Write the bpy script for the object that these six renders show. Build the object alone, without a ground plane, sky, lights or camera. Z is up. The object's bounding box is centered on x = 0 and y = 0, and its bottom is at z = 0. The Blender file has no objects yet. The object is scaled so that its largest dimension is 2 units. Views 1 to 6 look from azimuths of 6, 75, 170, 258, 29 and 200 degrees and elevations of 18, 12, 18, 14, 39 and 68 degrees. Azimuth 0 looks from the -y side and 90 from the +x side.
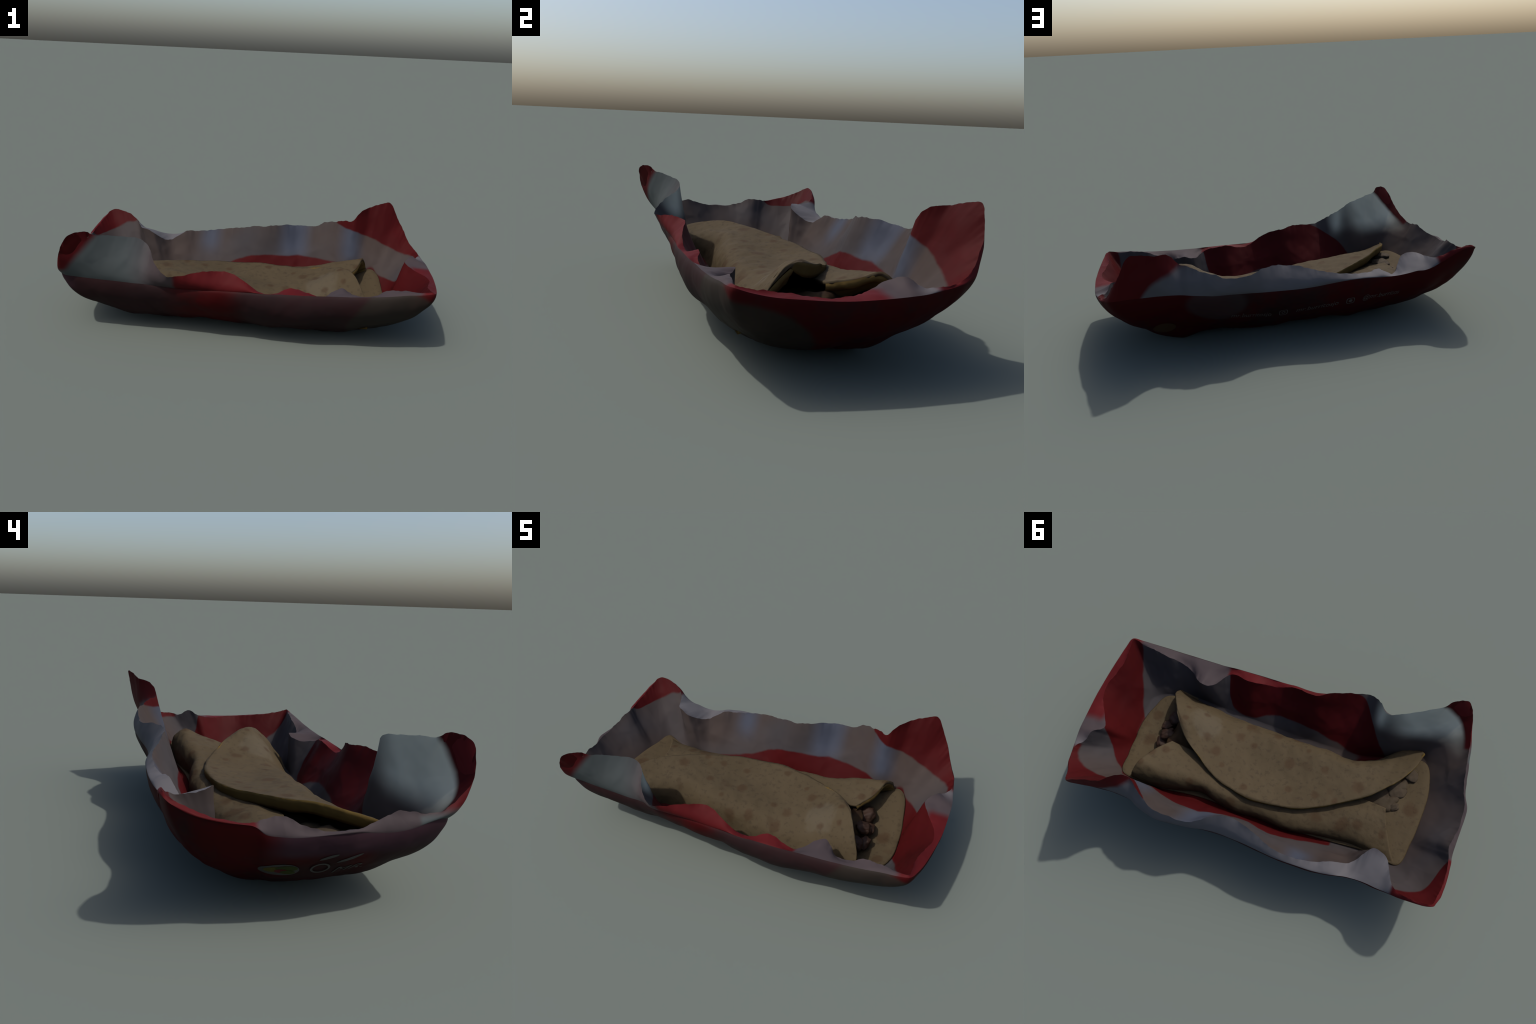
"""A folded, open-ended burrito lying in a crumpled red-and-white paper wrapper."""
import bpy, math, random
import numpy as np
from mathutils import Vector, noise

random.seed(7)
rng = np.random.default_rng(7)

# ----------------------------------------------------------------------------
# helpers
# ----------------------------------------------------------------------------

def catmull(points, per, closed=True):
    """Catmull-Rom through control points; `per` samples in every interval."""
    p = np.asarray(points, float)
    n = len(p)
    out = []
    for i in range(n if closed else n - 1):
        if closed:
            a, b, c, d = p[(i - 1) % n], p[i], p[(i + 1) % n], p[(i + 2) % n]
        else:
            b, c = p[i], p[i + 1]
            a = p[i - 1] if i > 0 else 2 * b - c
            d = p[i + 2] if i + 2 < n else 2 * c - b
        for k in range(per):
            t = k / per
            out.append(b + 0.5 * t * (c - a + t * (2 * a - 5 * b + 4 * c - d + t * (3 * (b - c) + d - a))))
    if not closed:
        out.append(p[-1])
    return np.array(out)


def keyed_loop(table, count, per):
    """Closed curve through {station: point}, resampled to one point per column."""
    ks = sorted(table)
    pts = np.array([table[k] for k in ks], float)
    cols = np.arange(count * per) / per
    kk = np.array([ks[-1] - count] + ks + [ks[0] + count, ks[1] + count], float)
    pp = np.vstack([pts[-1], pts, pts[0], pts[1]])
    out = np.column_stack([np.interp(cols, kk, pp[:, a]) for a in range(3)])
    w = per * 3                       # round the corners of the polyline
    ker = np.hanning(2 * w + 1); ker /= ker.sum()
    ext = np.vstack([out[-w:], out, out[:w]])
    return np.column_stack([np.convolve(ext[:, a], ker, mode="valid") for a in range(3)])


def grid_normals(g, closed):
    du = (np.roll(g, -1, 1) - np.roll(g, 1, 1)) if closed else np.gradient(g, axis=1)
    dv = np.gradient(g, axis=0)
    n = np.cross(du, dv)
    l = np.linalg.norm(n, axis=2, keepdims=True)
    return n / np.maximum(l, 1e-9)


def fractal(p, scale, seed, octaves=3):
    q = Vector((p[0] * scale + seed, p[1] * scale - seed, p[2] * scale + 2 * seed))
    return noise.fractal(q, 0.9, 2.0, octaves)


def ridged(p, scale, seed):
    """Cell-border ridges: the faceted creases of handled paper."""
    d, _ = noise.voronoi(Vector((p[0] * scale + seed, p[1] * scale, p[2] * scale - seed)))
    return min(d[1] - d[0], 0.5)


def field(g, fn):
    return np.array([[fn(p) for p in row] for row in g])


def mesh_from_grid(name, g, closed=False, cols=None, flip=False, cap=None):
    r, c = g.shape[:2]
    idx = np.arange(r * c).reshape(r, c)
    faces = []
    rng_c = range(c if closed else c - 1) if cols is None else cols
    for i in range(r - 1):
        for j in rng_c:
            k = (j + 1) % c
            f = (idx[i, j], idx[i, k], idx[i + 1, k], idx[i + 1, j])
            faces.append(tuple(int(x) for x in (f[::-1] if flip else f)))
    verts = g.reshape(-1, 3)
    if cap is not None:
        verts = np.vstack([verts, [cap]])
        m = len(verts) - 1
        for j in rng_c:
            k = (j + 1) % c
            f = (int(idx[-1, j]), int(idx[-1, k]), m)
            faces.append(f[::-1] if flip else f)
    used = np.unique(np.array([v for f in faces for v in f]))
    remap = {int(u): i for i, u in enumerate(used)}
    me = bpy.data.meshes.new(name)
    me.from_pydata([tuple(verts[u]) for u in used], [], [tuple(remap[v] for v in f) for f in faces])
    me.polygons.foreach_set("use_smooth", [True] * len(me.polygons))
    me.update()
    return me, used


def add(name, me, parent, mat):
    ob = bpy.data.objects.new(name, me)
    bpy.context.scene.collection.objects.link(ob)
    ob.parent = parent
    if mat:
        me.materials.clear()
        me.materials.append(mat)
    return ob


def thing(name, label, category):
    e = bpy.data.objects.new(name, None)
    e.empty_display_size = 0.1
    bpy.context.scene.collection.objects.link(e)
    e["label"] = label
    e["category"] = category
    return e

# ----------------------------------------------------------------------------
# node helpers
# ----------------------------------------------------------------------------

class Nodes:
    def __init__(self, name):
        self.mat = bpy.data.materials.new(name)
        self.mat.use_nodes = True
        self.t = self.mat.node_tree
        self.t.nodes.clear()
        self.out = self.t.nodes.new("ShaderNodeOutputMaterial")
        self.bsdf = self.t.nodes.new("ShaderNodeBsdfPrincipled")
        self.t.links.new(self.bsdf.outputs[0], self.out.inputs[0])
        self.co = self.t.nodes.new("ShaderNodeTexCoord").outputs["Object"]
        sep = self.t.nodes.new("ShaderNodeSeparateXYZ")
        self.t.links.new(self.co, sep.inputs[0])
        self.x, self.y, self.z = sep.outputs

    def put(self, sock, v):
        if hasattr(v, "is_linked") or isinstance(v, bpy.types.NodeSocket):
            self.t.links.new(v, sock)
        else:
            sock.default_value = v

    def m(self, op, a, b=0.0, c=0.0, clamp=False):
        n = self.t.nodes.new("ShaderNodeMath")
        n.operation = op
        n.use_clamp = clamp
        for s, v in zip(n.inputs, (a, b, c)):
            self.put(s, v)
        return n.outputs[0]

    def lin(self, a, b, c, d):
        """a x + b y + c z + d"""
        r = self.m("MULTIPLY_ADD", self.x, a, d)
        r = self.m("MULTIPLY_ADD", self.y, b, r)
        return self.m("MULTIPLY_ADD", self.z, c, r)

    def step(self, v, soft):
        """0..1 across v = -soft .. +soft"""
        n = self.t.nodes.new("ShaderNodeMapRange")
        n.interpolation_type = "SMOOTHSTEP"
        self.put(n.inputs[0], v)
        n.inputs[1].default_value, n.inputs[2].default_value = -soft, soft
        n.inputs[3].default_value, n.inputs[4].default_value = 0, 1
        return n.outputs[0]

    def noise(self, scale, detail=3.0, rough=0.5, stretch=None):
        n = self.t.nodes.new("ShaderNodeTexNoise")
        n.inputs["Scale"].default_value = scale
        n.inputs["Detail"].default_value = detail
        n.inputs["Roughness"].default_value = rough
        co = self.co
        if stretch:
            mp = self.t.nodes.new("ShaderNodeMapping")
            mp.inputs["Scale"].default_value = stretch
            self.t.links.new(co, mp.inputs[0])
            co = mp.outputs[0]
        self.t.links.new(co, n.inputs["Vector"])
        return n.outputs[0]

    def mix(self, f, a, b, mode="MIX"):
        n = self.t.nodes.new("ShaderNodeMix")
        n.data_type = "RGBA"
        n.blend_type = mode
        self.put(n.inputs[0], f)
        for s, v in ((n.inputs[6], a), (n.inputs[7], b)):
            self.put(s, (*v, 1) if isinstance(v, tuple) and len(v) == 3 else v)
        return n.outputs[2]

    def curve(self, v, lo, hi, pts, out_lo, out_hi):
        """Float curve through (v, value) control points."""
        n = self.t.nodes.new("ShaderNodeFloatCurve")
        r = self.m("DIVIDE", self.m("SUBTRACT", v, lo), hi - lo, clamp=True)
        c = n.mapping.curves[0]
        q = [((a - lo) / (hi - lo), (b - out_lo) / (out_hi - out_lo)) for a, b in pts]
        while len(c.points) < len(q):
            c.points.new(0.5, 0.5)
        for pt, (a, b) in zip(c.points, q):
            pt.location = (a, b)
        n.mapping.update()
        self.put(n.inputs[1], r)
        return self.m("MULTIPLY_ADD", n.outputs[0], out_hi - out_lo, out_lo)

    def spot(self, c, r, squash=(1, 1, 1)):
        """1 at centre c, 0 at radius r."""
        s = self.m("POWER", self.m("MULTIPLY", self.m("SUBTRACT", self.x, c[0]), squash[0]), 2)
        for ax, k in ((self.y, 1), (self.z, 2)):
            s = self.m("ADD", s, self.m("POWER", self.m("MULTIPLY", self.m("SUBTRACT", ax, c[k]), squash[k]), 2))
        return self.m("SUBTRACT", 1.0, self.m("DIVIDE", self.m("SQRT", s), r))

    def finish(self, col, rough=0.6, bump=None, dist=0.004, strength=0.3, spec=0.3):
        self.put(self.bsdf.inputs["Base Color"], col)
        self.put(self.bsdf.inputs["Roughness"], rough)
        self.bsdf.inputs["Specular IOR Level"].default_value = spec
        if bump is not None:
            b = self.t.nodes.new("ShaderNodeBump")
            b.inputs["Strength"].default_value = strength
            b.inputs["Distance"].default_value = dist
            self.put(b.inputs["Height"], bump)
            self.t.links.new(b.outputs[0], self.bsdf.inputs["Normal"])
        return self.mat

def plain(name, col, rough=.6, spec=.1):
    n = Nodes(name)
    return n.finish(n.mix(n.noise(9), tuple(c * .8 for c in col), tuple(c * 1.2 for c in col)), rough, n.noise(40, 4), .004, .4, spec)


class Paper(Nodes):
    """Waxy wrapping paper: red print over an off-white sheet, with handled creases."""
    def __init__(self, name):
        super().__init__(name)
        w = self.noise(7, 3)
        self.wob = self.m("MULTIPLY_ADD", w, .030, -.015)        # print edges wander a little

    def band(self, v, lo, hi, soft=.006):
        """1 where lo < v < hi"""
        a = self.step(self.m("SUBTRACT", v, lo) if lo is not None else 1.0, soft)
        b = self.step(self.m("SUBTRACT", hi, v) if hi is not None else 1.0, soft)
        return self.m("MULTIPLY", a, b)

    def gate(self, *masks):
        r = masks[0]
        for k in masks[1:]:
            r = self.m("MULTIPLY", r, k)
        return r

    def union(self, *masks):
        r = masks[0]
        for k in masks[1:]:
            r = self.m("MAXIMUM", r, k)
        return r

    def above(self, v, curve, soft=.006):
        return self.step(self.m("ADD", self.m("SUBTRACT", v, curve), self.wob), soft)

    def done(self, col, rough=.6):
        v = self.t.nodes.new("ShaderNodeTexVoronoi")
        v.feature = "DISTANCE_TO_EDGE"
        v.inputs["Scale"].default_value = 7
        mp = self.m("MINIMUM", v.outputs[0], .12)
        self.t.links.new(self.mix(.12, self.co, self.noise_colour(5)), v.inputs["Vector"])
        h = self.m("ADD", self.m("MULTIPLY", mp, 2.0), self.m("MULTIPLY", self.noise(26, 4), .35))
        tone = self.m("MULTIPLY_ADD", self.noise(4, 3, .5), .4, .8)
        col = self.mix(1.0, col, self.grey(tone), "MULTIPLY")
        return self.finish(col, rough, h, .010, .16, .05)

    def grey(self, v):
        n = self.t.nodes.new("ShaderNodeCombineColor")
        for k in range(3):
            self.put(n.inputs[k], v)
        return n.outputs[0]

    def noise_colour(self, scale):
        n = self.t.nodes.new("ShaderNodeTexNoise")
        n.inputs["Scale"].default_value = scale
        self.t.links.new(self.co, n.inputs["Vector"])
        return n.outputs["Color"]


MAUVE = (.044, .0325, .0285)  # white paper, colour lowered to hold the tray's interior shade
PAINTED_SHEEN = (.042, .047, .064)
PAINTED_LIT = (.38, .38, .315)
PALE = (.084, .080, .085)
PINKISH = (.044, .034, .036)
RED_IN = (.037, .0030, .0034)  # one red print in three tones, darkened by the shade on each part
RED_RIM = (.060, .0058, .0068)
RED_OUT = (.034, .0024, .0028)


def lining_material():
    n = Paper("paper_lining")
    x, y, z = n.x, n.y, n.z
    col = n.mix(n.step(n.m("SUBTRACT", n.noise(2.0, 2), .52), .2), MAUVE, (.034, .031, .033))
    # bluish reflections on the back wall, painted as soft stripes
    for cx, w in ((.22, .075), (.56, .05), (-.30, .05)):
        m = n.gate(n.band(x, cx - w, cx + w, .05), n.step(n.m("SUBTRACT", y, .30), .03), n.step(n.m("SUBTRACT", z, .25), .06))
        col = n.mix(m, col, PAINTED_SHEEN)
    # brightly lit corner: same white paper, its colour lifted for the light
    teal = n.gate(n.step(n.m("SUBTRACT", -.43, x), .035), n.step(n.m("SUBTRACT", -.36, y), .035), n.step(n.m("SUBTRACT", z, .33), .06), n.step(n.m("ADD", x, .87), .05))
    col = n.mix(teal, col, PAINTED_LIT)
    # red print
    back = n.gate(n.step(n.m("SUBTRACT", y, .18), .01), n.band(x, -.42, .58),
                  n.above(n.curve(x, -.5, .8, [(-.5, .10), (-.39, .13), (-.243, .158), (-.132, .204), (-.023, .238), (.156, .253), (.286, .25), (.437, .243), (.6, .20), (.8, .12)], 0, .6), z))
    corner_d = n.gate(n.step(n.m("SUBTRACT", y, .28), .01), n.step(n.m("SUBTRACT", x, .44), .005),
                      n.above(z, n.curve(x, .4, 1.0, [(.4, .50), (.458, .460), (.516, .441), (.561, .431), (.64, .404), (.715, .38), (.779, .352), (.848, .325), (.91, .317), (1.0, .31)], 0, .6)))
    corner_c = n.gate(n.step(n.m("SUBTRACT", -.66, x), .01),
                      n.above(y, n.curve(x, -1.05, -.65, [(-1.05, .12), (-.977, .20), (-.907, .364), (-.845, .405), (-.76, .428), (-.65, .52)], 0, .6)))
    corner_b = n.gate(n.step(n.m("SUBTRACT", -.40, y), .01), n.step(n.m("ADD", n.lin(-1.2, 0, 1, -1.40), n.wob), .02))
    front = n.gate(n.step(n.m("SUBTRACT", -.16, y), .01),
                   n.above(z, n.curve(x, -.6, .5, [(-.6, .08), (-.34, .10), (-.236, .128), (-.105, .163), (.04, .166), (.14, .142), (.22, .112), (.33, .12), (.365, .16), (.40, .32), (.5, .5)], 0, .6)),
                   n.above(x, n.curve(z, 0, .45, [(0, -.56), (.15, -.53), (.21, -.49), (.29, -.43), (.33, -.36), (.37, -.29), (.45, -.2)], -1, 1)))
    end = n.gate(n.step(n.m("SUBTRACT", x, .62), .01),
                 n.above(x, n.curve(y, -.45, .45, [(-.45, .93), (-.36, .89), (-.30, .882), (-.22, .853), (-.08, .796), (.0, .74), (.45, .5)], 0, 1)),
                 n.above(n.curve(x, .6, 1.05, [(.6, .28), (.70, .325), (.727, .295), (.79, .25), (.854, .165), (.91, .10), (1.05, .02)], -.2, .6), y))
    red = n.union(back, corner_d, corner_c, corner_b, front, end)
    col = n.mix(red, col, n.mix(n.noise(6), tuple(c * .8 for c in RED_IN), tuple(c * 1.25 for c in RED_IN)))
    return n.done(col)


def rim_material():
    n = Paper("paper_rim")
    x, y, z = n.x, n.y, n.z
    col = n.mix(n.step(n.m("ADD", n.m("SUBTRACT", y, .26), n.wob), .06), PINKISH, PALE)
    on_front = n.step(n.m("SUBTRACT", -.33, y), .01)
    front = n.gate(on_front, n.band(n.m("ADD", x, n.wob), -.315, .405, .012))
    corner_b = n.gate(on_front, n.step(n.m("SUBTRACT", z, .345), .02), n.step(n.m("ADD", n.lin(-1.2, 0, 1, -1.385), n.wob), .03))
    corner_a = n.gate(n.step(n.m("SUBTRACT", x, .90), .02), n.step(n.m("SUBTRACT", .12, n.m("ADD", y, n.wob)), .03))
    corner_c = n.gate(n.step(n.m("SUBTRACT", -.765, n.m("ADD", x, n.wob)), .01), n.step(n.m("SUBTRACT", y, .19), .01))
    corner_d = n.gate(n.step(n.m("SUBTRACT", y, .30), .02), n.step(n.m("SUBTRACT", x, .48), .01),
                      n.above(z, n.curve(x, .45, 1.0, [(.45, .52), (.55, .475), (.605, .45), (.683, .422), (.748, .36), (.78, .30), (1.0, .2)], 0, .6), .02))
    red = n.union(front, corner_a, corner_b, corner_c, corner_d)
    teal = n.gate(on_front, n.step(n.m("SUBTRACT", -.50, x), .10))
    col = n.mix(teal, col, (.050, .058, .059))
    col = n.mix(red, col, n.mix(n.noise(6), tuple(c * .8 for c in RED_RIM), tuple(c * 1.2 for c in RED_RIM)))
    return n.done(col)


def outer_material():
    n = Paper("printed_paper_outside")
    x, y, z = n.x, n.y, n.z
    col = n.mix(n.step(n.m("SUBTRACT", n.noise(3.0, 4, .6), .58), .10), RED_OUT, (.018, .007, .007))
    # greyish panels; the front one is off-white paper with shade coloured in
    front = n.gate(n.step(n.m("SUBTRACT", -.18, y), .05), n.step(n.m("SUBTRACT", .84, n.m("ADD", x, n.wob)), .03),
                   n.step(n.m("ADD", n.m("ADD", n.m("SUBTRACT", n.m("ABSOLUTE", n.m("ADD", x, .17)), .16), n.m("MULTIPLY", n.wob, 3)), 0.0), .10))
    col = n.mix(n.m("MULTIPLY", front, .85), col, (.017, .0098, .0105))
    fold = n.gate(n.step(n.m("SUBTRACT", x, .35), .15), n.step(n.m("ADD", n.spot((.78, -.30, .14), .24), n.m("MULTIPLY", n.wob, 3)), .06))
    col = n.mix(n.m("MULTIPLY", fold, .9), col, (.020, .0165, .0135))
    end = n.gate(n.step(n.m("SUBTRACT", -.85, x), .05), n.step(n.m("SUBTRACT", .13, n.m("ADD", y, n.wob)), .05), n.step(n.m("SUBTRACT", n.m("ADD", z, n.wob), .235), .02))
    col = n.mix(end, col, (.030, .015, .020))
    bare = n.gate(n.step(n.m("SUBTRACT", y, .3), .03), n.step(n.spot((.40, .49, .27), .15, (1, 1, 1.4)), .15))
    col = n.mix(n.m("MULTIPLY", bare, .7), col, (.030, .022, .022))
    return n.done(col)

# ----------------------------------------------------------------------------
# paper wrapper: stations around the rim, each with the fold line F (outer) and
# the free edge T of the paper folded over it
# ----------------------------------------------------------------------------
front_side = [  # along -y, from the +x corner to the tall -x corner flap
    (.955, -.372, .347, .945, -.368, .353), (.90, -.383, .340, .883, -.359, .344),
    (.83, -.388, .334, .81, -.352, .342), (.76, -.395, .325, .737, -.345, .334),
    (.69, -.400, .317, .66, -.352, .30), (.62, -.405, .312, .593, -.335, .276),
    (.56, -.409, .308, .545, -.295, .29), (.50, -.413, .306, .508, -.276, .303),
    (.45, -.416, .304, .462, -.295, .282), (.41, -.420, .303, .42, -.36, .278),
    (.36, -.426, .302, .379, -.393, .292), (.27, -.431, .300, .27, -.373, .315),
    (.20, -.435, .299, .201, -.394, .294), (.14, -.438, .297, .141, -.407, .287),
    (.08, -.438, .296, .078, -.416, .31), (.03, -.437, .294, .032, -.412, .342),
    (-.03, -.437, .292, -.025, -.396, .364), (-.10, -.437, .290, -.099, -.39, .379),
    (-.17, -.436, .287, -.172, -.43, .382), (-.25, -.436, .285, -.246, -.468, .373),
    (-.32, -.435, .284, -.325, -.495, .366), (-.37, -.434, .285, -.372, -.493, .38),
    (-.42, -.433, .287, -.425, -.447, .425), (-.46, -.432, .289, -.453, -.395, .453),
    (-.49, -.433, .291, -.48, -.366, .48), (-.53, -.438, .293, -.518, -.366, .505),
    (-.61, -.442, .297, -.60, -.405, .520), (-.71, -.446, .301, -.71, -.466, .536),
    (-.77, -.449, .304, -.757, -.505, .565), (-.83, -.450, .307, -.825, -.542, .54),
    (-.875, -.45, .309, -.872, -.535, .46), (-.90, -.44, .315, -.895, -.49, .395)]
left_end = [  # along -x
    (-.925, -.40, .322, -.916, -.42, .352), (-.94, -.35, .314, -.924, -.36, .338),
    (-.952, -.30, .304, -.926, -.309, .35), (-.960, -.24, .298, -.937, -.242, .352),
    (-.972, -.17, .303, -.962, -.165, .33), (-.993, -.10, .314, -.982, -.11, .322),
    (-.998, -.04, .312, -.985, -.04, .317), (-.998, .02, .308, -.982, .02, .325),
    (-.996, .075, .306, -.970, .075, .347), (-.993, .125, .310, -.959, .126, .365),
    (-.992, .165, .318, -.966, .165, .357), (-.990, .205, .345, -.980, .206, .350),
    (-.988, .28, .356, -.980, .28, .365), (-.982, .36, .375, -.974, .355, .385),
    (-.966, .42, .402, -.957, .42, .413)]
back_side = [  # along +y
    (-.95, .447, .42, -.935, .45, .434), (-.885, .458, .418, -.87, .456, .432),
    (-.805, .455, .378, -.802, .444, .405), (-.738, .444, .338, -.756, .41, .377),
    (-.69, .438, .322, -.722, .34, .368), (-.65, .434, .321, -.695, .295, .374),
    (-.61, .432, .314, -.63, .268, .36), (-.57, .434, .310, -.59, .305, .318),
    (-.53, .440, .310, -.54, .362, .295), (-.46, .460, .318, -.45, .404, .344),
    (-.39, .472, .327, -.39, .43, .343), (-.32, .476, .330, -.318, .446, .349),
    (-.24, .478, .328, -.24, .455, .36), (-.165, .474, .32, -.166, .446, .376),
    (-.10, .468, .312, -.097, .425, .39), (-.03, .462, .307, -.028, .404, .407),
    (.04, .460, .307, .038, .391, .417), (.105, .46, .309, .105, .403, .421),
    (.17, .468, .314, .165, .44, .423), (.245, .486, .325, .244, .486, .416),
    (.335, .502, .335, .339, .490, .415), (.405, .51, .34, .408, .496, .447),
    (.46, .503, .345, .464, .47, .462), (.515, .488, .347, .518, .437, .477),
    (.56, .468, .348, .565, .402, .492), (.61, .462, .35, .61, .428, .542),
    (.68, .462, .353, .672, .487, .565), (.74, .47, .356, .728, .512, .581)]
right_end = [  # the tall +x corner flap, then along +x back to the start
    (.80, .48, .36, .785, .534, .583), (.86, .485, .36, .83, .525, .51),
    (.90, .47, .355, .86, .503, .456), (.925, .43, .343, .90, .456, .385),
    (.945, .39, .335, .937, .39, .345), (.967, .30, .322, .955, .31, .332),
    (.980, .245, .317, .928, .262, .33), (.987, .205, .315, .90, .206, .355),
    (.991, .165, .313, .862, .155, .335), (.995, .10, .310, .90, .09, .318),
    (1.0, 0, .308, .95, .01, .312), (.998, -.08, .31, .972, -.08, .313),
    (.993, -.16, .315, .955, -.16, .32), (.984, -.25, .322, .94, -.25, .328),
    (.972, -.32, .334, .945, -.32, .34)]
sides = [front_side, left_end, back_side, right_end]
stations = np.array([s for side in sides for s in side])
N, PER = len(stations), 14
i_left, i_back, i_right = len(front_side), len(front_side) + len(left_end), len(front_side) + len(left_end) + len(back_side)

cols = catmull(stations, PER)
F, T = cols[:, :3], cols[:, 3:]
# finely crinkled free edge
crinkle = np.array([[fractal(p, 16, 11.0, 3) * .004, fractal(p, 16, 12.0, 3) * .004, fractal(p, 20, 13.0, 3) * .006] for p in T])

# line where the lining meets the food and the floor
inner_keys = {
    0: (.79, -.21, .115), 5: (.60, -.28, .115), 11: (.27, -.265, .115), 17: (-.1, -.26, .105), 22: (-.42, -.27, .105),
    26: (-.60, -.32, .15), 29: (-.715, -.365, .185), 32: (-.77, -.31, .19), 36: (-.81, -.15, .185), 39: (-.81, .02, .18),
    44: (-.80, .16, .17), 47: (-.765, .26, .16), 51: (-.64, .25, .14), 56: (-.45, .25, .12), 61: (-.10, .285, .115),
    66: (.265, .29, .145), 70: (.50, .315, .16), 75: (.68, .31, .175), 79: (.755, .20, .14), 84: (.785, .06, .095), 87: (.79, -.10, .092)}
I = keyed_loop(inner_keys, N, PER)
I[:, 2] -= .012

def keyed(table, smooth=True):
    """Closed scalar curve through {station: value}, one value per column."""
    return keyed_loop({k: (v, 0, 0) for k, v in table.items()}, N, PER)[:, 0]

# bottom edge of the hull: a small rounded oblong; section fullness varies round the rim
B = np.column_stack([np.where(F[:, 0] < 0, F[:, 0] * .58, F[:, 0] * .52) + .02, F[:, 1] * .22, np.full(len(F), .010)])
B = keyed_loop({k: tuple(B[k * PER]) for k in range(0, N, 2)}, N, PER)
full = keyed({0: 1.5, 4: 1.6, 11: 1.75, 17: 1.5, 21: 1.55, 26: 1.75, 30: 1.55, 36: 1.72, 41: 1.65, 47: 1.5, 51: 1.7, 56: 1.75, 61: 1.62, 66: 1.5, 70: 1.55, 76: 1.45, 82: 1.6, 86: 1.62})
bulge = keyed({0: .015, 3: .045, 12: .045, 17: .028, 24: .012, 28: .006, 31: .002, 40: .004, 50: .0, 60: .008, 70: .0, 80: .004, 85: .012})
flap_bulge = keyed({0: 0, 8: .005, 16: .012, 19: .02, 22: .02, 25: .030, 28: .026, 31: .008, 36: .004, 50: .01, 60: .01, 72: .012, 78: .004, 84: 0})

def crumple(g, closed, amp, seed, fade=None):
    n = grid_normals(g, closed)
    d = field(g, lambda p: fractal(p, 5.5, seed) * amp + (ridged(p, 4.5, seed) - .22) * amp * 1.9)
    if fade is not None:
        d = d * fade[:, None]
    return g + n * d[:, :, None]

# outer hull, from the fold line down an elliptic quarter to the bottom
R_OUT = 40
ang = np.linspace(0, math.pi / 2, R_OUT)
out_dir = (F - B) * [1, 1, 0]
out_dir = out_dir / np.linalg.norm(out_dir, axis=1, keepdims=True)
side_dir = np.column_stack([0 * F[:, 0], np.sign(F[:, 1]), 0 * F[:, 0]])   # bulge mostly straight outward
rows = []
for a in ang:
    h = (math.cos(a) ** (2 / full))[:, None]
    z = F[:, 2] + (B[:, 2] - F[:, 2]) * math.sin(a) ** (2 / full)
    row = np.column_stack([B[:, :2] + (F - B)[:, :2] * h, z])
    row += (0.5 * out_dir + 0.5 * side_dir) * (bulge * math.sin(min(a * 2.4, math.pi)) ** .8)[:, None]
    rows.append(row)
hull = np.array(rows)
hull = crumple(hull, True, .009, 3.1, np.sin(np.linspace(0, math.pi / 2, R_OUT)) ** .7)
floor_out = []
for s in np.linspace(0, .92, 14)[1:]:
    floor_out.append(hull[-1] * (1 - s) + np.array([.05, 0, .006]) * s)
hull = np.concatenate([hull, np.array(floor_out)])
for cx, cy, r, d in ((.59, .19, .13, .034), (.10, .20, .11, .030), (-.35, .20, .10, .012), (.45, -.2, .12, .012), (-.30, -.18, .10, .010)):
    hull[:, :, 2] -= d * np.exp(-((hull[:, :, 0] - cx) ** 2 + (hull[:, :, 1] - cy) ** 2) / r ** 2) * np.clip(1.6 - hull[:, :, 2] / .12, 0, 1)
hull[:, :, 2] = np.maximum(hull[:, :, 2], 0.0)
low = hull[:, :, 2].min()
hull[:, :, 2] -= low * np.clip(1 - hull[:, :, 2] / .1, 0, 1)

# folded strip from F up to the free edge T
R_FLAP = 16
v = np.linspace(0, 1, R_FLAP)[:, None, None]
strip = F[None] * (1 - v) + T[None] * v
strip = strip + (out_dir * flap_bulge[:, None])[None] * np.sin(math.pi * v ** .8)
strip = strip + crinkle[None] * v ** 6
strip = crumple(strip, True, .005, 8.2, np.sin(np.linspace(0, math.pi, R_FLAP)))

# lining from T down to the food
R_IN = 34
v = np.linspace(0, 1, R_IN)[:, None, None]
qw = keyed({0: .5, 10: .5, 20: .54, 25: .48, 30: .46, 36: .52, 50: .5, 56: .53, 60: .53, 70: .50, 75: .40, 79: .44, 84: .5})   # sideways share of T
qz = keyed({0: .46, 10: .44, 20: .44, 25: .50, 30: .50, 36: .44, 50: .44, 60: .44, 70: .46, 75: .54, 79: .50, 84: .46})  # height share of T
Q = np.column_stack([T[:, 0] * qw + I[:, 0] * (1 - qw), T[:, 1] * qw + I[:, 1] * (1 - qw), T[:, 2] * qz + I[:, 2] * (1 - qz)])
lining = T[None] * (1 - v) ** 2 + 2 * Q[None] * v * (1 - v) + I[None] * v ** 2
lining = lining + crinkle[None] * (1 - v) ** 10
lining = crumple(lining, True, .0055, 5.7, np.sin(np.linspace(0, math.pi, R_IN)) ** .6)
floor_in = [lining[-1] * (1 - s) + np.array([0, 0, .045]) * s for s in np.linspace(0, .95, 10)[1:]]
lining = np.concatenate([lining, np.array(floor_in)])

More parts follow.
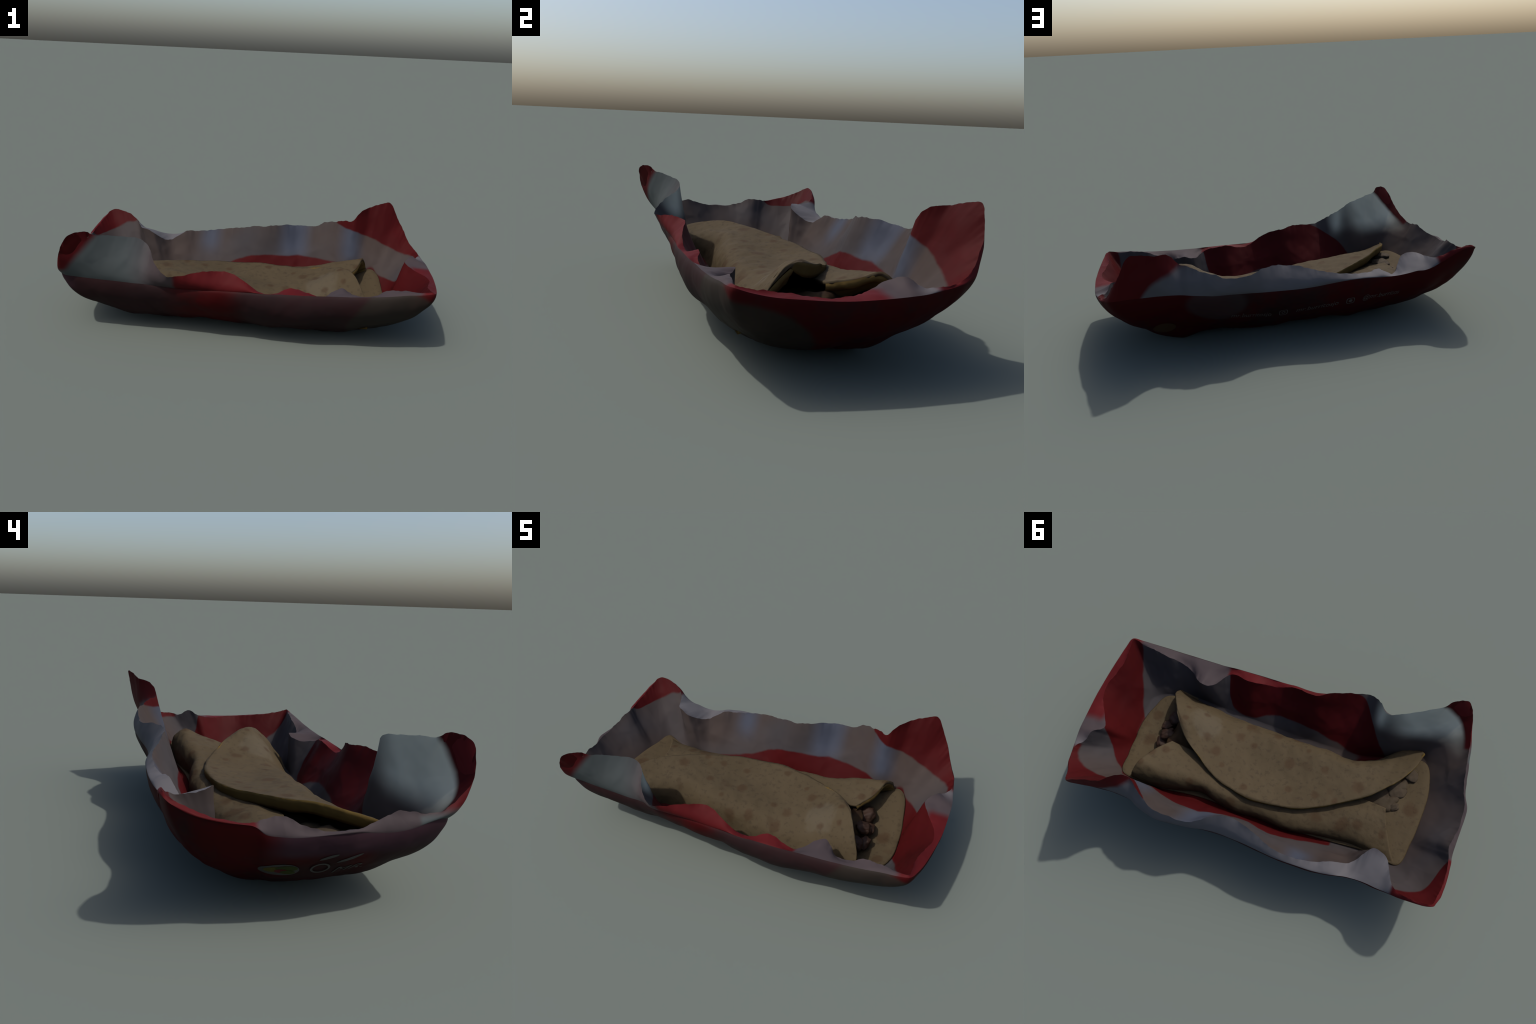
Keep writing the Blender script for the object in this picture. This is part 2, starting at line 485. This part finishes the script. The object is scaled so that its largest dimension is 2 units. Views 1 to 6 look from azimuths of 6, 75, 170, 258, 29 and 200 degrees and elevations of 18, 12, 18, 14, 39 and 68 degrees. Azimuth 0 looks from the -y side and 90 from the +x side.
from mathutils.bvhtree import BVHTree
def tree(g, closed=True):
    r, c = g.shape[:2]
    fs = [(i * c + j, i * c + (j + 1) % c, (i + 1) * c + (j + 1) % c, (i + 1) * c + j) for i in range(r - 1) for j in range(c if closed else c - 1)]
    return BVHTree.FromPolygons([tuple(p) for p in g.reshape(-1, 3)], fs)

def keep_above(g, bvh, gap, rows_from=0):
    """Lift points that would sink through the surface below them."""
    for i in range(rows_from, g.shape[0]):
        for j in range(g.shape[1]):
            p = g[i, j]
            hit = bvh.ray_cast(Vector((p[0], p[1], -1)), Vector((0, 0, 1)))[0]
            if hit is not None and hit[2] + gap > p[2] and hit[2] - p[2] < .15:
                g[i, j, 2] = hit[2] + gap
hull_tree = tree(hull)
keep_above(lining, hull_tree, .010, 6)

wrapper = thing("paper_wrapper", "crumpled red and white paper food wrapper with folded corners", "food wrapper")

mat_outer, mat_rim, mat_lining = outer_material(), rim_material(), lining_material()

me, _ = mesh_from_grid("outer_wall", hull, True, cap=(.05, 0, .006))
outer_wall = add("outer_wall", me, wrapper, mat_outer)
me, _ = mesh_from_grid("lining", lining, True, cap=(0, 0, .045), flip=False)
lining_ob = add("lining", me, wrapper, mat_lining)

strip_n = grid_normals(strip, True).reshape(-1, 3)
def strip_piece(name, a, b):
    cl = [j % (N * PER) for j in range(int(a * PER), int(b * PER))]
    me, used = mesh_from_grid(name, strip, True, cols=cl, flip=True)
    ob = add(name, me, wrapper, mat_rim)
    return ob
for nm, a, b in (("side_flap", 2, 21), ("corner_flap", 21, 32), ("side_flap", 32, 44), ("corner_flap", 44, 56),
                 ("side_flap", 56, 71), ("corner_flap", 71, 80), ("side_flap", 80, 88), ("corner_flap", 88, 92)):
    strip_piece(nm, a, b)

# ----------------------------------------------------------------------------
# burrito: one tortilla with both long sides folded over a filling
# ----------------------------------------------------------------------------
burrito = thing("burrito", "folded flour tortilla with toasted spots and open ends", "burrito")

def tortilla_material(name, spots, pale=None):
    """Flour tortilla: floury tan with fine freckles and browned blisters."""
    n = Nodes(name)
    base = n.mix(n.noise(4, 3), (.046, .0335, .0180), (.061, .0460, .0265))
    base = n.mix(n.m("MULTIPLY", n.step(n.m("SUBTRACT", n.noise(45, 3, .6), .60), .06), .35), base, (.022, .016, .011))
    if pale:
        for c, r in pale:
            m = n.step(n.m("ADD", n.spot(c, r, (1, 1, .6)), n.m("MULTIPLY_ADD", n.noise(14, 3), 1.2, -.6)), .25)
            base = n.mix(n.m("MULTIPLY", m, .4), base, (.078, .066, .047))
    warp = n.m("MULTIPLY_ADD", n.noise(24, 3), 1.5, -.75)
    mask = None
    for c, r in spots:
        m = n.step(n.m("ADD", n.spot(c, r * .7, (1, 1, .7)), warp), .45)
        mask = m if mask is None else n.m("MAXIMUM", mask, m)
    col = n.mix(n.m("MULTIPLY", mask, .55), base, (.034, .0175, .0085)) if mask is not None else base
    speck = n.step(n.m("SUBTRACT", n.noise(11, 2), .68), .05)
    col = n.mix(n.m("MULTIPLY", speck, .3), col, (.034, .019, .010))
    return n.finish(col, .75, n.m("ADD", n.noise(30, 5), n.m("MULTIPLY", n.noise(8, 3), 1.5)), .006, .35, .08)

top_spots = [((.37, -.02, .26), .03), ((.424, -.143, .24), .025), ((.217, -.099, .207), .035), ((.127, -.076, .21), .025), ((.301, .035, .238), .035), ((-.084, -.044, .218), .04),
    ((-.269, -.067, .233), .03), ((-.153, -.143, .222), .02), ((-.46, -.026, .259), .045), ((-.267, .082, .238), .03), ((-.125, .093, .222), .028), ((-.374, .081, .255), .025),
    ((.089, .166, .232), .025), ((.242, .095, .232), .02), ((-.069, -.208, .168), .04), ((.032, -.182, .187), .035), ((.188, -.185, .174), .04), ((.30, .03, .24), .03), ((.50, -.05, .32), .02), ((.52, -.13, .29), .02)]
back_spots = [((.6, .169, .275), .035), ((.542, .127, .26), .03), ((-.446, .166, .203), .05), ((-.521, .14, .213), .035), ((.62, .25, .30), .025), ((.13, .26, .192), .04), ((-.308, .174, .203), .04), ((.36, .24, .23), .03), ((-.65, .14, .20), .03), ((.28, .25, .2), .03)]
mat_top = tortilla_material("toasted_tortilla_top", top_spots, [((.40, -.10, .265), .085)])
mat_back = tortilla_material("toasted_tortilla_back", back_spots)
mat_base = tortilla_material("tortilla_bottom_sheet", [((.70, .05, .11), .05), ((-.75, -.05, .18), .05), ((.72, -.1, .1), .04)])
mat_under = plain("tortilla_inside", (.080, .052, .014), .8)
mat_meat = plain("cooked_chicken", (.030, .0155, .0095), .5, .2)
mat_pale_meat = plain("pale_chicken", (.044, .033, .022), .7)

# rows: free edge E, crest, shoulder, side, foot
top_fold_rows = [
    [(-.728, -.342, .232), (-.722, -.352, .228), (-.715, -.362, .222), (-.71, -.37, .21), (-.70, -.38, .19)],
    [(-.70, -.247, .262), (-.66, -.28, .24), (-.63, -.31, .22), (-.62, -.34, .20), (-.61, -.36, .17)],
    [(-.651, -.149, .283), (-.60, -.19, .256), (-.555, -.225, .235), (-.535, -.262, .195), (-.525, -.285, .13)],
    [(-.598, -.08, .288), (-.53, -.13, .26), (-.475, -.178, .242), (-.455, -.222, .19), (-.45, -.245, .10)],
    [(-.526, -.01, .275), (-.45, -.08, .26), (-.38, -.138, .252), (-.35, -.192, .19), (-.345, -.22, .09)],
    [(-.409, .076, .265), (-.34, -.04, .255), (-.27, -.142, .243), (-.24, -.203, .185), (-.24, -.23, .08)],
    [(-.285, .145, .248), (-.23, .02, .238), (-.17, -.135, .233), (-.15, -.203, .18), (-.15, -.232, .07)],
    [(-.171, .188, .24), (-.13, .03, .225), (-.08, -.13, .223), (-.06, -.203, .178), (-.06, -.235, .07)],
    [(-.048, .208, .235), (-.02, .04, .214), (.02, -.13, .214), (.03, -.2, .172), (.03, -.25, .07)],
    [(.091, .212, .238), (.10, .04, .212), (.12, -.12, .208), (.13, -.2, .165), (.13, -.25, .07)],
    [(.228, .18, .242), (.225, .03, .222), (.22, -.10, .210), (.22, -.2, .16), (.22, -.25, .07)],
    [(.309, .143, .258), (.31, .02, .238), (.31, -.09, .220), (.33, -.19, .165), (.32, -.26, .07)],
    [(.382, .10, .282), (.40, .01, .268), (.41, -.10, .258), (.43, -.2, .185), (.43, -.27, .07)],
    [(.462, .043, .297), (.485, -.02, .318), (.50, -.10, .305), (.525, -.2, .205), (.52, -.27, .08)],
    [(.54, -.045, .325), (.56, -.085, .325), (.585, -.13, .298), (.61, -.21, .215), (.60, -.28, .09)],
    [(.56, -.07, .32), (.59, -.12, .29), (.625, -.175, .25), (.655, -.225, .195), (.655, -.29, .12)]]
back_fold_rows = [
    [(.535, .07, .245), (.595, .156, .273), (.628, .247, .305), (.648, .30, .272), (.655, .318, .235)],
    [(.45, .07, .23), (.455, .165, .258), (.462, .255, .262), (.47, .295, .215), (.48, .30, .14)],
    [(.33, .07, .21), (.33, .16, .235), (.325, .225, .235), (.32, .25, .19), (.318, .245, .12)],
    [(.21, .07, .19), (.21, .17, .218), (.213, .235, .222), (.215, .265, .18), (.22, .268, .11)],
    [(.10, .05, .18), (.10, .17, .205), (.10, .24, .205), (.10, .275, .165), (.105, .278, .10)],
    [(-.015, .05, .18), (-.015, .17, .20), (-.015, .225, .20), (-.015, .26, .165), (-.015, .262, .10)],
    [(-.20, .02, .185), (-.20, .15, .205), (-.20, .225, .195), (-.20, .265, .16), (-.20, .268, .10)],
    [(-.385, 0, .20), (-.385, .10, .215), (-.385, .185, .195), (-.385, .23, .155), (-.385, .232, .10)],
    [(-.52, 0, .215), (-.525, .08, .225), (-.53, .16, .20), (-.54, .21, .165), (-.55, .225, .12)],
    [(-.625, .01, .228), (-.65, .08, .218), (-.69, .15, .195), (-.725, .21, .175), (-.755, .25, .16)]]


def sheet(rows, pu, pv):
    a = np.array(rows)                                   # station, section, xyz
    b = np.array([catmull(r, pv, closed=False) for r in a])   # refine section
    c = np.array([catmull(b[:, k], pu, closed=False) for k in range(b.shape[1])])
    return c                                             # section, station, xyz


def solid_sheet(name, g, mat, thick, amp, seed, up=True, skirt_rows=0):
    n = grid_normals(g, False)
    if (n[:, :, 2].mean() < 0) == up:
        n = -n
    g = g + n * field(g, lambda p: fractal(p, 7, seed, 4) * amp + fractal(p, 22, seed, 2) * amp * .25)[:, :, None]
    thin = np.ones(g.shape[0])
    if skirt_rows:                      # the hanging edge thins out
        thin = np.clip((np.arange(g.shape[0]) - 1) / 14, .2, 1)
    keep_above(g, hull_tree, .03)
    bot = g - n * (thick * thin)[:, None, None]
    # rounded rim: ring of points round the border
    r, c = g.shape[:2]
    me = bpy.data.meshes.new(name)
    verts = [tuple(p) for p in g.reshape(-1, 3)] + [tuple(p) for p in bot.reshape(-1, 3)]
    idx = np.arange(r * c).reshape(r, c); o = r * c
    faces = []
    probe = np.cross(g[1, 0] - g[0, 0], g[0, 1] - g[0, 0])
    s = 1 if np.dot(np.cross(g[r//2+1, c//2] - g[r//2, c//2], g[r//2, c//2+1] - g[r//2, c//2]), n[r//2, c//2]) > 0 else -1
    for i in range(r - 1):
        for j in range(c - 1):
            f = (idx[i, j], idx[i+1, j], idx[i+1, j+1], idx[i, j+1])
            f = tuple(int(q) for q in f)[::s]
            faces.append(f)
            faces.append(tuple(q + o for q in f)[::-1])
    border = list(idx[0, :]) + list(idx[1:, -1]) + list(idx[-1, -2::-1]) + list(idx[-2:0:-1, 0])
    for k in range(len(border)):
        a, b = int(border[k]), int(border[(k + 1) % len(border)])
        faces.append((a, b, b + o, a + o)[::s])
    me.from_pydata(verts, [], faces)
    me.polygons.foreach_set("use_smooth", [True] * len(me.polygons))
    me.update()
    ob = add(name, me, burrito, mat)
    me.materials.append(mat_under)
    inside = []
    k = 0
    for i in range(r - 1):
        for j in range(c - 1):
            inside += [1 if i < skirt_rows - 0 else 0, 1]
    inside += [0] * (len(me.polygons) - len(inside))
    me.polygons.foreach_set("material_index", inside)
    return ob


g = sheet(top_fold_rows, 14, 14)
# the free edge curls down a little before it ends
E = g[0]
inward = (g[10] - g[0]) * [1, 1, 0]
inward = inward / np.maximum(np.linalg.norm(inward, axis=1, keepdims=True), 1e-6)
taper = np.minimum(1, np.linspace(0, 14, len(E)))[:, None] * np.minimum(1, np.linspace(8, 0, len(E)) + .25)[:, None]
skirt = np.array([E - inward * .004 * math.sin(k / 4 * math.pi) + inward * .003 * k - np.array([0, 0, .052]) * taper * (k / 4) for k in (4, 3, 2, 1)])
g1 = np.concatenate([skirt, g])
def end_lip(name, edge_pts, seed, depth=.085, run=.075):
    """The mouth of a fold: its edge rolls over and tucks back inside."""
    L = np.asarray(edge_pts)
    rows = []
    for k in np.linspace(0, 1, 22):
        roll = .012 * math.sin(min(k * 6, math.pi))
        drop = depth * k ** .9
        lim = np.maximum(L[:, 2] - .10, 0.01)          # never below the sheet it lies on
        rows.append(np.column_stack([L[:, 0] + roll - run * k ** 1.3, L[:, 1], L[:, 2] - .006 - np.minimum(drop, lim)]))
    g = np.array(rows)
    n = grid_normals(g, False)
    g = g + n * field(g, lambda p: fractal(p, 12, seed, 3) * .006)[:, :, None]
    me, _ = mesh_from_grid(name, g)
    return add(name, me, burrito, mat_lip)
mat_lip = plain("tortilla_lip_painted_lit", (.105, .068, .020), .75)  # yellow brightened to show baked light on the mouth's inner face
end_lip("fold_lip", g[:, -1], 2.5)
end_lip("fold_lip", sheet(back_fold_rows, 16, 12)[:, 0], 6.1)
top_fold = solid_sheet("top_fold", g1, mat_top, .016, .006, 1.3, skirt_rows=4)
back_fold = solid_sheet("back_fold", sheet(back_fold_rows, 16, 12), mat_back, .016, .006, 4.4)

base_loop = catmull([(.705, .31, .216), (.758, .175, .128), (.775, .061, .09), (.781, -.037, .072), (.76, -.13, .085), (.70, -.23, .10),
    (.50, -.23, .07), (.20, -.20, .06), (-.20, -.20, .07), (-.50, -.23, .12), (-.66, -.315, .165), (-.728, -.325, .19), (-.775, -.28, .195), (-.807, -.148, .19),
    (-.806, .022, .185), (-.797, .12, .175), (-.766, .252, .161), (-.62, .23, .12), (-.30, .25, .07), (0, .26, .06), (.30, .27, .07), (.55, .31, .15)], 16)
rad = np.linspace(1, .03, 26)
base = np.array([np.column_stack([base_loop[:, 0] * s, base_loop[:, 1] * s, .095 + (base_loop[:, 2] - .095) * s ** 1.2]) for s in rad])
base = base + np.array([0, 0, 1]) * field(base, lambda p: fractal(p, 6, 9.1) * .004)[:, :, None]
keep_above(base, tree(lining), .012)
edge = np.array([base[0] * [1.005, 1.005, 1] + np.array([0, 0, -.014]), base[0] * [1.008, 1.008, 1] + np.array([0, 0, -.006])])
me, _ = mesh_from_grid("tortilla_base", np.concatenate([edge, base]), True)
tortilla_base = add("tortilla_base", me, burrito, mat_base)

# filling
def chunk_mesh(seed):
    me = bpy.data.meshes.new("meat_chunk")
    import bmesh
    bm = bmesh.new()
    bmesh.ops.create_icosphere(bm, subdivisions=4, radius=1)
    for vv in bm.verts:
        p = vv.co
        q = Vector([math.copysign(abs(c) ** .85, c) for c in p])
        k = 1 + .25 * noise.fractal(p * 1.1 + Vector((seed * 5, 0, seed)), .9, 2, 2) + .03 * noise.fractal(p * 4 + Vector((seed, 0, 0)), .9, 2, 2)
        vv.co = q * k
    bm.to_mesh(me); bm.free()
    me.polygons.foreach_set("use_smooth", [True] * len(me.polygons))
    return me
def mound():
    u = np.linspace(0, 2 * math.pi, 72, endpoint=False)
    ends = [(-.69, -.16, .165, .02, .01), (-.675, -.15, .165, .08, .02), (-.63, -.11, .16, .11, .028), (-.45, -.02, .14, .14, .04), (0, 0, .11, .16, .05), (.35, .02, .11, .16, .05),
            (.47, .02, .125, .18, .065), (.53, .02, .13, .18, .075), (.57, .03, .125, .15, .06), (.585, .03, .12, .06, .03), (.587, .03, .12, .01, .005)]
    rings = catmull([tuple(e) for e in ends], 8, closed=False)
    g = np.array([np.column_stack([np.full(72, x) + .05 * np.cos(u) * 0, y + ry * np.cos(u), z + rz * np.sin(u)]) for x, y, z, ry, rz in rings])
    n = grid_normals(g, True)
    return g + n * field(g, lambda p: fractal(p, 9, 2.2, 3) * .012 + (ridged(p, 8, 3) - .2) * .03)[:, :, None]
me, _ = mesh_from_grid("tucked_fold", mound(), True)
n = Nodes("inner_fold_painted_dark")
col = n.mix(n.step(n.x, .2), (.040, .030, .019), (.034, .020, .009))  # browns deepened to paint the shadow inside the open mouth
col = n.mix(n.step(n.m("SUBTRACT", n.noise(12, 3), .55), .08), col, (.020, .011, .006))
filling = add("tucked_fold", me, burrito, n.finish(col, .7, n.noise(30, 4), .006, .4, .1))
kinds = [chunk_mesh(i) for i in range(5)]
chunks = [  # centre, radii, yaw
    ((.602, .012, .165), (.042, .032, .028), .4), ((.630, -.055, .125), (.042, .03, .024), 1.2), ((.60, -.10, .15), (.04, .04, .035), .2),
    ((.615, .055, .125), (.04, .035, .025), 2.0), ((.575, .12, .15), (.05, .045, .04), .5), ((.60, -.17, .13), (.04, .04, .03), .1),
    ((-.645, -.13, .176), (.05, .055, .022), .6), ((-.69, -.225, .188), (.034, .045, .018), 1.2), ((-.662, -.03, .172), (.022, .03, .013), 2.2)]
for i, (c, r, a) in enumerate(chunks):
    me = kinds[i % 5]
    ob = add("meat_chunk", me, burrito, None)
    if not me.materials:
        me.materials.append(mat_meat)
    if c[0] < 0:
        ob.material_slots[0].link = "OBJECT"
        ob.material_slots[0].material = mat_pale_meat
    ob.location, ob.scale, ob.rotation_euler = c, r, (rng.uniform(-.3, .3), rng.uniform(-.3, .3), a)

# ----------------------------------------------------------------------------
# printing on the outside of the wrapper: a line of small lettering along the
# back, a round emblem stand-in and lettering on one end, an ochre disc
# ----------------------------------------------------------------------------
import bmesh
ink_grey = plain("grey_ink", (.065, .058, .052))
ink_white = plain("white_ink", (.042, .042, .038))
ink_green = plain("green_ink", (.022, .030, .006))
ink_yellow = plain("yellow_ink", (.055, .048, .008))
ink_red = plain("bright_red_ink", (.065, .006, .008))
ink_ochre = plain("ochre_ink", (.045, .022, .009))


def wrap_on(name, verts2d, faces, place, mat):
    """Lay a flat figure on the hull: place(u, v) gives a ray that meets it."""
    pts = []
    for u, w in verts2d:
        o, d = place(u, w)
        hit, nor, _, _ = hull_tree.ray_cast(Vector(o), Vector(d))
        if hit is None:
            hit, nor, _, _ = hull_tree.find_nearest(Vector(o))
        if nor.dot(Vector(d)) > 0:
            nor = -nor
        pts.append(tuple(hit + nor * .0018))
    me = bpy.data.meshes.new(name)
    me.from_pydata(pts, [], faces)
    me.polygons.foreach_set("use_smooth", [True] * len(me.polygons))
    me.update()
    return add(name, me, wrapper, mat)


def text_figure(body, size, shear=0.0):
    cu = bpy.data.curves.new("lettering", "FONT")
    cu.body, cu.size, cu.shear, cu.resolution_u = body, size, shear, 3
    ob = bpy.data.objects.new("lettering", cu)
    bpy.context.scene.collection.objects.link(ob)
    me = bpy.data.meshes.new_from_object(ob.evaluated_get(bpy.context.evaluated_depsgraph_get()))
    bpy.data.objects.remove(ob)
    bm = bmesh.new(); bm.from_mesh(me)
    bmesh.ops.triangulate(bm, faces=bm.faces)
    vs = [(q.co.x, q.co.y) for q in bm.verts]
    fs = [tuple(q.index for q in f.verts) for f in bm.faces]
    bm.free(); bpy.data.meshes.remove(me)
    return vs, fs


def ring_figure(cx, cy, rx, ry, inner=0.0, n=40, power=1.0):
    sg = lambda t: math.copysign(abs(t) ** power, t)
    a = [2 * math.pi * k / n for k in range(n)]
    steps = [1.0, .75, .5, .25, .02] if inner == 0 else [1.0, (1 + inner) / 2, inner]
    vs = [(cx + rx * s * sg(math.cos(t)), cy + ry * s * sg(math.sin(t))) for s in steps for t in a]
    fs = [(i * n + k, i * n + (k + 1) % n, (i + 1) * n + (k + 1) % n, (i + 1) * n + k) for i in range(len(steps) - 1) for k in range(n)]
    return vs, fs


# the line on the back runs from +x to -x as seen from outside; it sags in the middle
line_x = [.40, .31, .11, -.02, -.20, -.40, -.62]
line_z = [.205, .195, .155, .17, .195, .212, .205]
def on_back(u, w):
    x = .33 - u
    z = float(np.interp(-x, [-q for q in line_x], line_z))
    return (x, 1.5, z + w + (1.5 - .43) * .1), (0, -1, -.1)
cursor = 0.0
for kind, body in (("text", "mr.burritosjo"), ("camera", ""), ("text", "mr.burritosjo"), ("note", ""), ("text", "@mr.burritos")):
    if kind == "text":
        vs, fs = text_figure(body, .040, .2)
        wdt = max(q[0] for q in vs)
        k = .215 / wdt
        wrap_on("lettering", [(cursor + q[0] * k, q[1] - .012) for q in vs], fs, on_back, ink_grey)
        cursor += .215 + .05
    else:
        vs, fs = ring_figure(cursor + .012, .0, .022, .018, .8, power=.5)
        wrap_on("printed_icon", vs, fs, on_back, ink_grey)
        vs, fs = ring_figure(cursor + .012, .0, .010, .009, .6 if kind == "camera" else 0)
        wrap_on("printed_icon", vs, fs, on_back, ink_grey)
        cursor += .075

def on_end(u, w):            # u to the right as seen from -x (towards -y), w up
    return (-2.0, -u, w), (1, 0, 0)
emblem = [("emblem_plate", ring_figure(-.105, .178, .060, .030, 0), ink_white), ("emblem_leaf", ring_figure(-.125, .180, .026, .015, 0), ink_yellow),
          ("emblem_leaf", ring_figure(-.085, .186, .034, .013, 0), ink_green), ("emblem_fruit", ring_figure(-.098, .172, .020, .010, 0), ink_red),
          ("emblem_leaf", ring_figure(-.078, .168, .022, .009, 0), ink_green), ("emblem_swash", ring_figure(.018, .185, .032, .022, .78), ink_white)]
for k, (nm, (vs, fs), mt) in enumerate(emblem):
    ob = wrap_on(nm, vs, fs, on_end, mt)
    ob.location.x -= .0006 * k
vs, fs = text_figure("MR.", .075, .35)
wrap_on("lettering", [(.062 + q[0] * .9, .150 + q[1] * .55 + q[0] * .12) for q in vs], fs, on_end, ink_white)
for cx, cz, rx in ((.035, .232, .028), (.105, .222, .040)):
    vs, fs = ring_figure(0, 0, rx, .006, 0)
    wrap_on("emblem_swash", [(cx + u, cz + w + u * .35) for u, w in vs], fs, on_end, ink_white)

def on_corner(u, w):
    return (.66 - u, 1.5, .13 + w + (1.5 - .32) * .2), (0, -1, -.2)
vs, fs = ring_figure(0, 0, .058, .032, 0)
wrap_on("printed_disc", vs, fs, on_corner, ink_ochre)
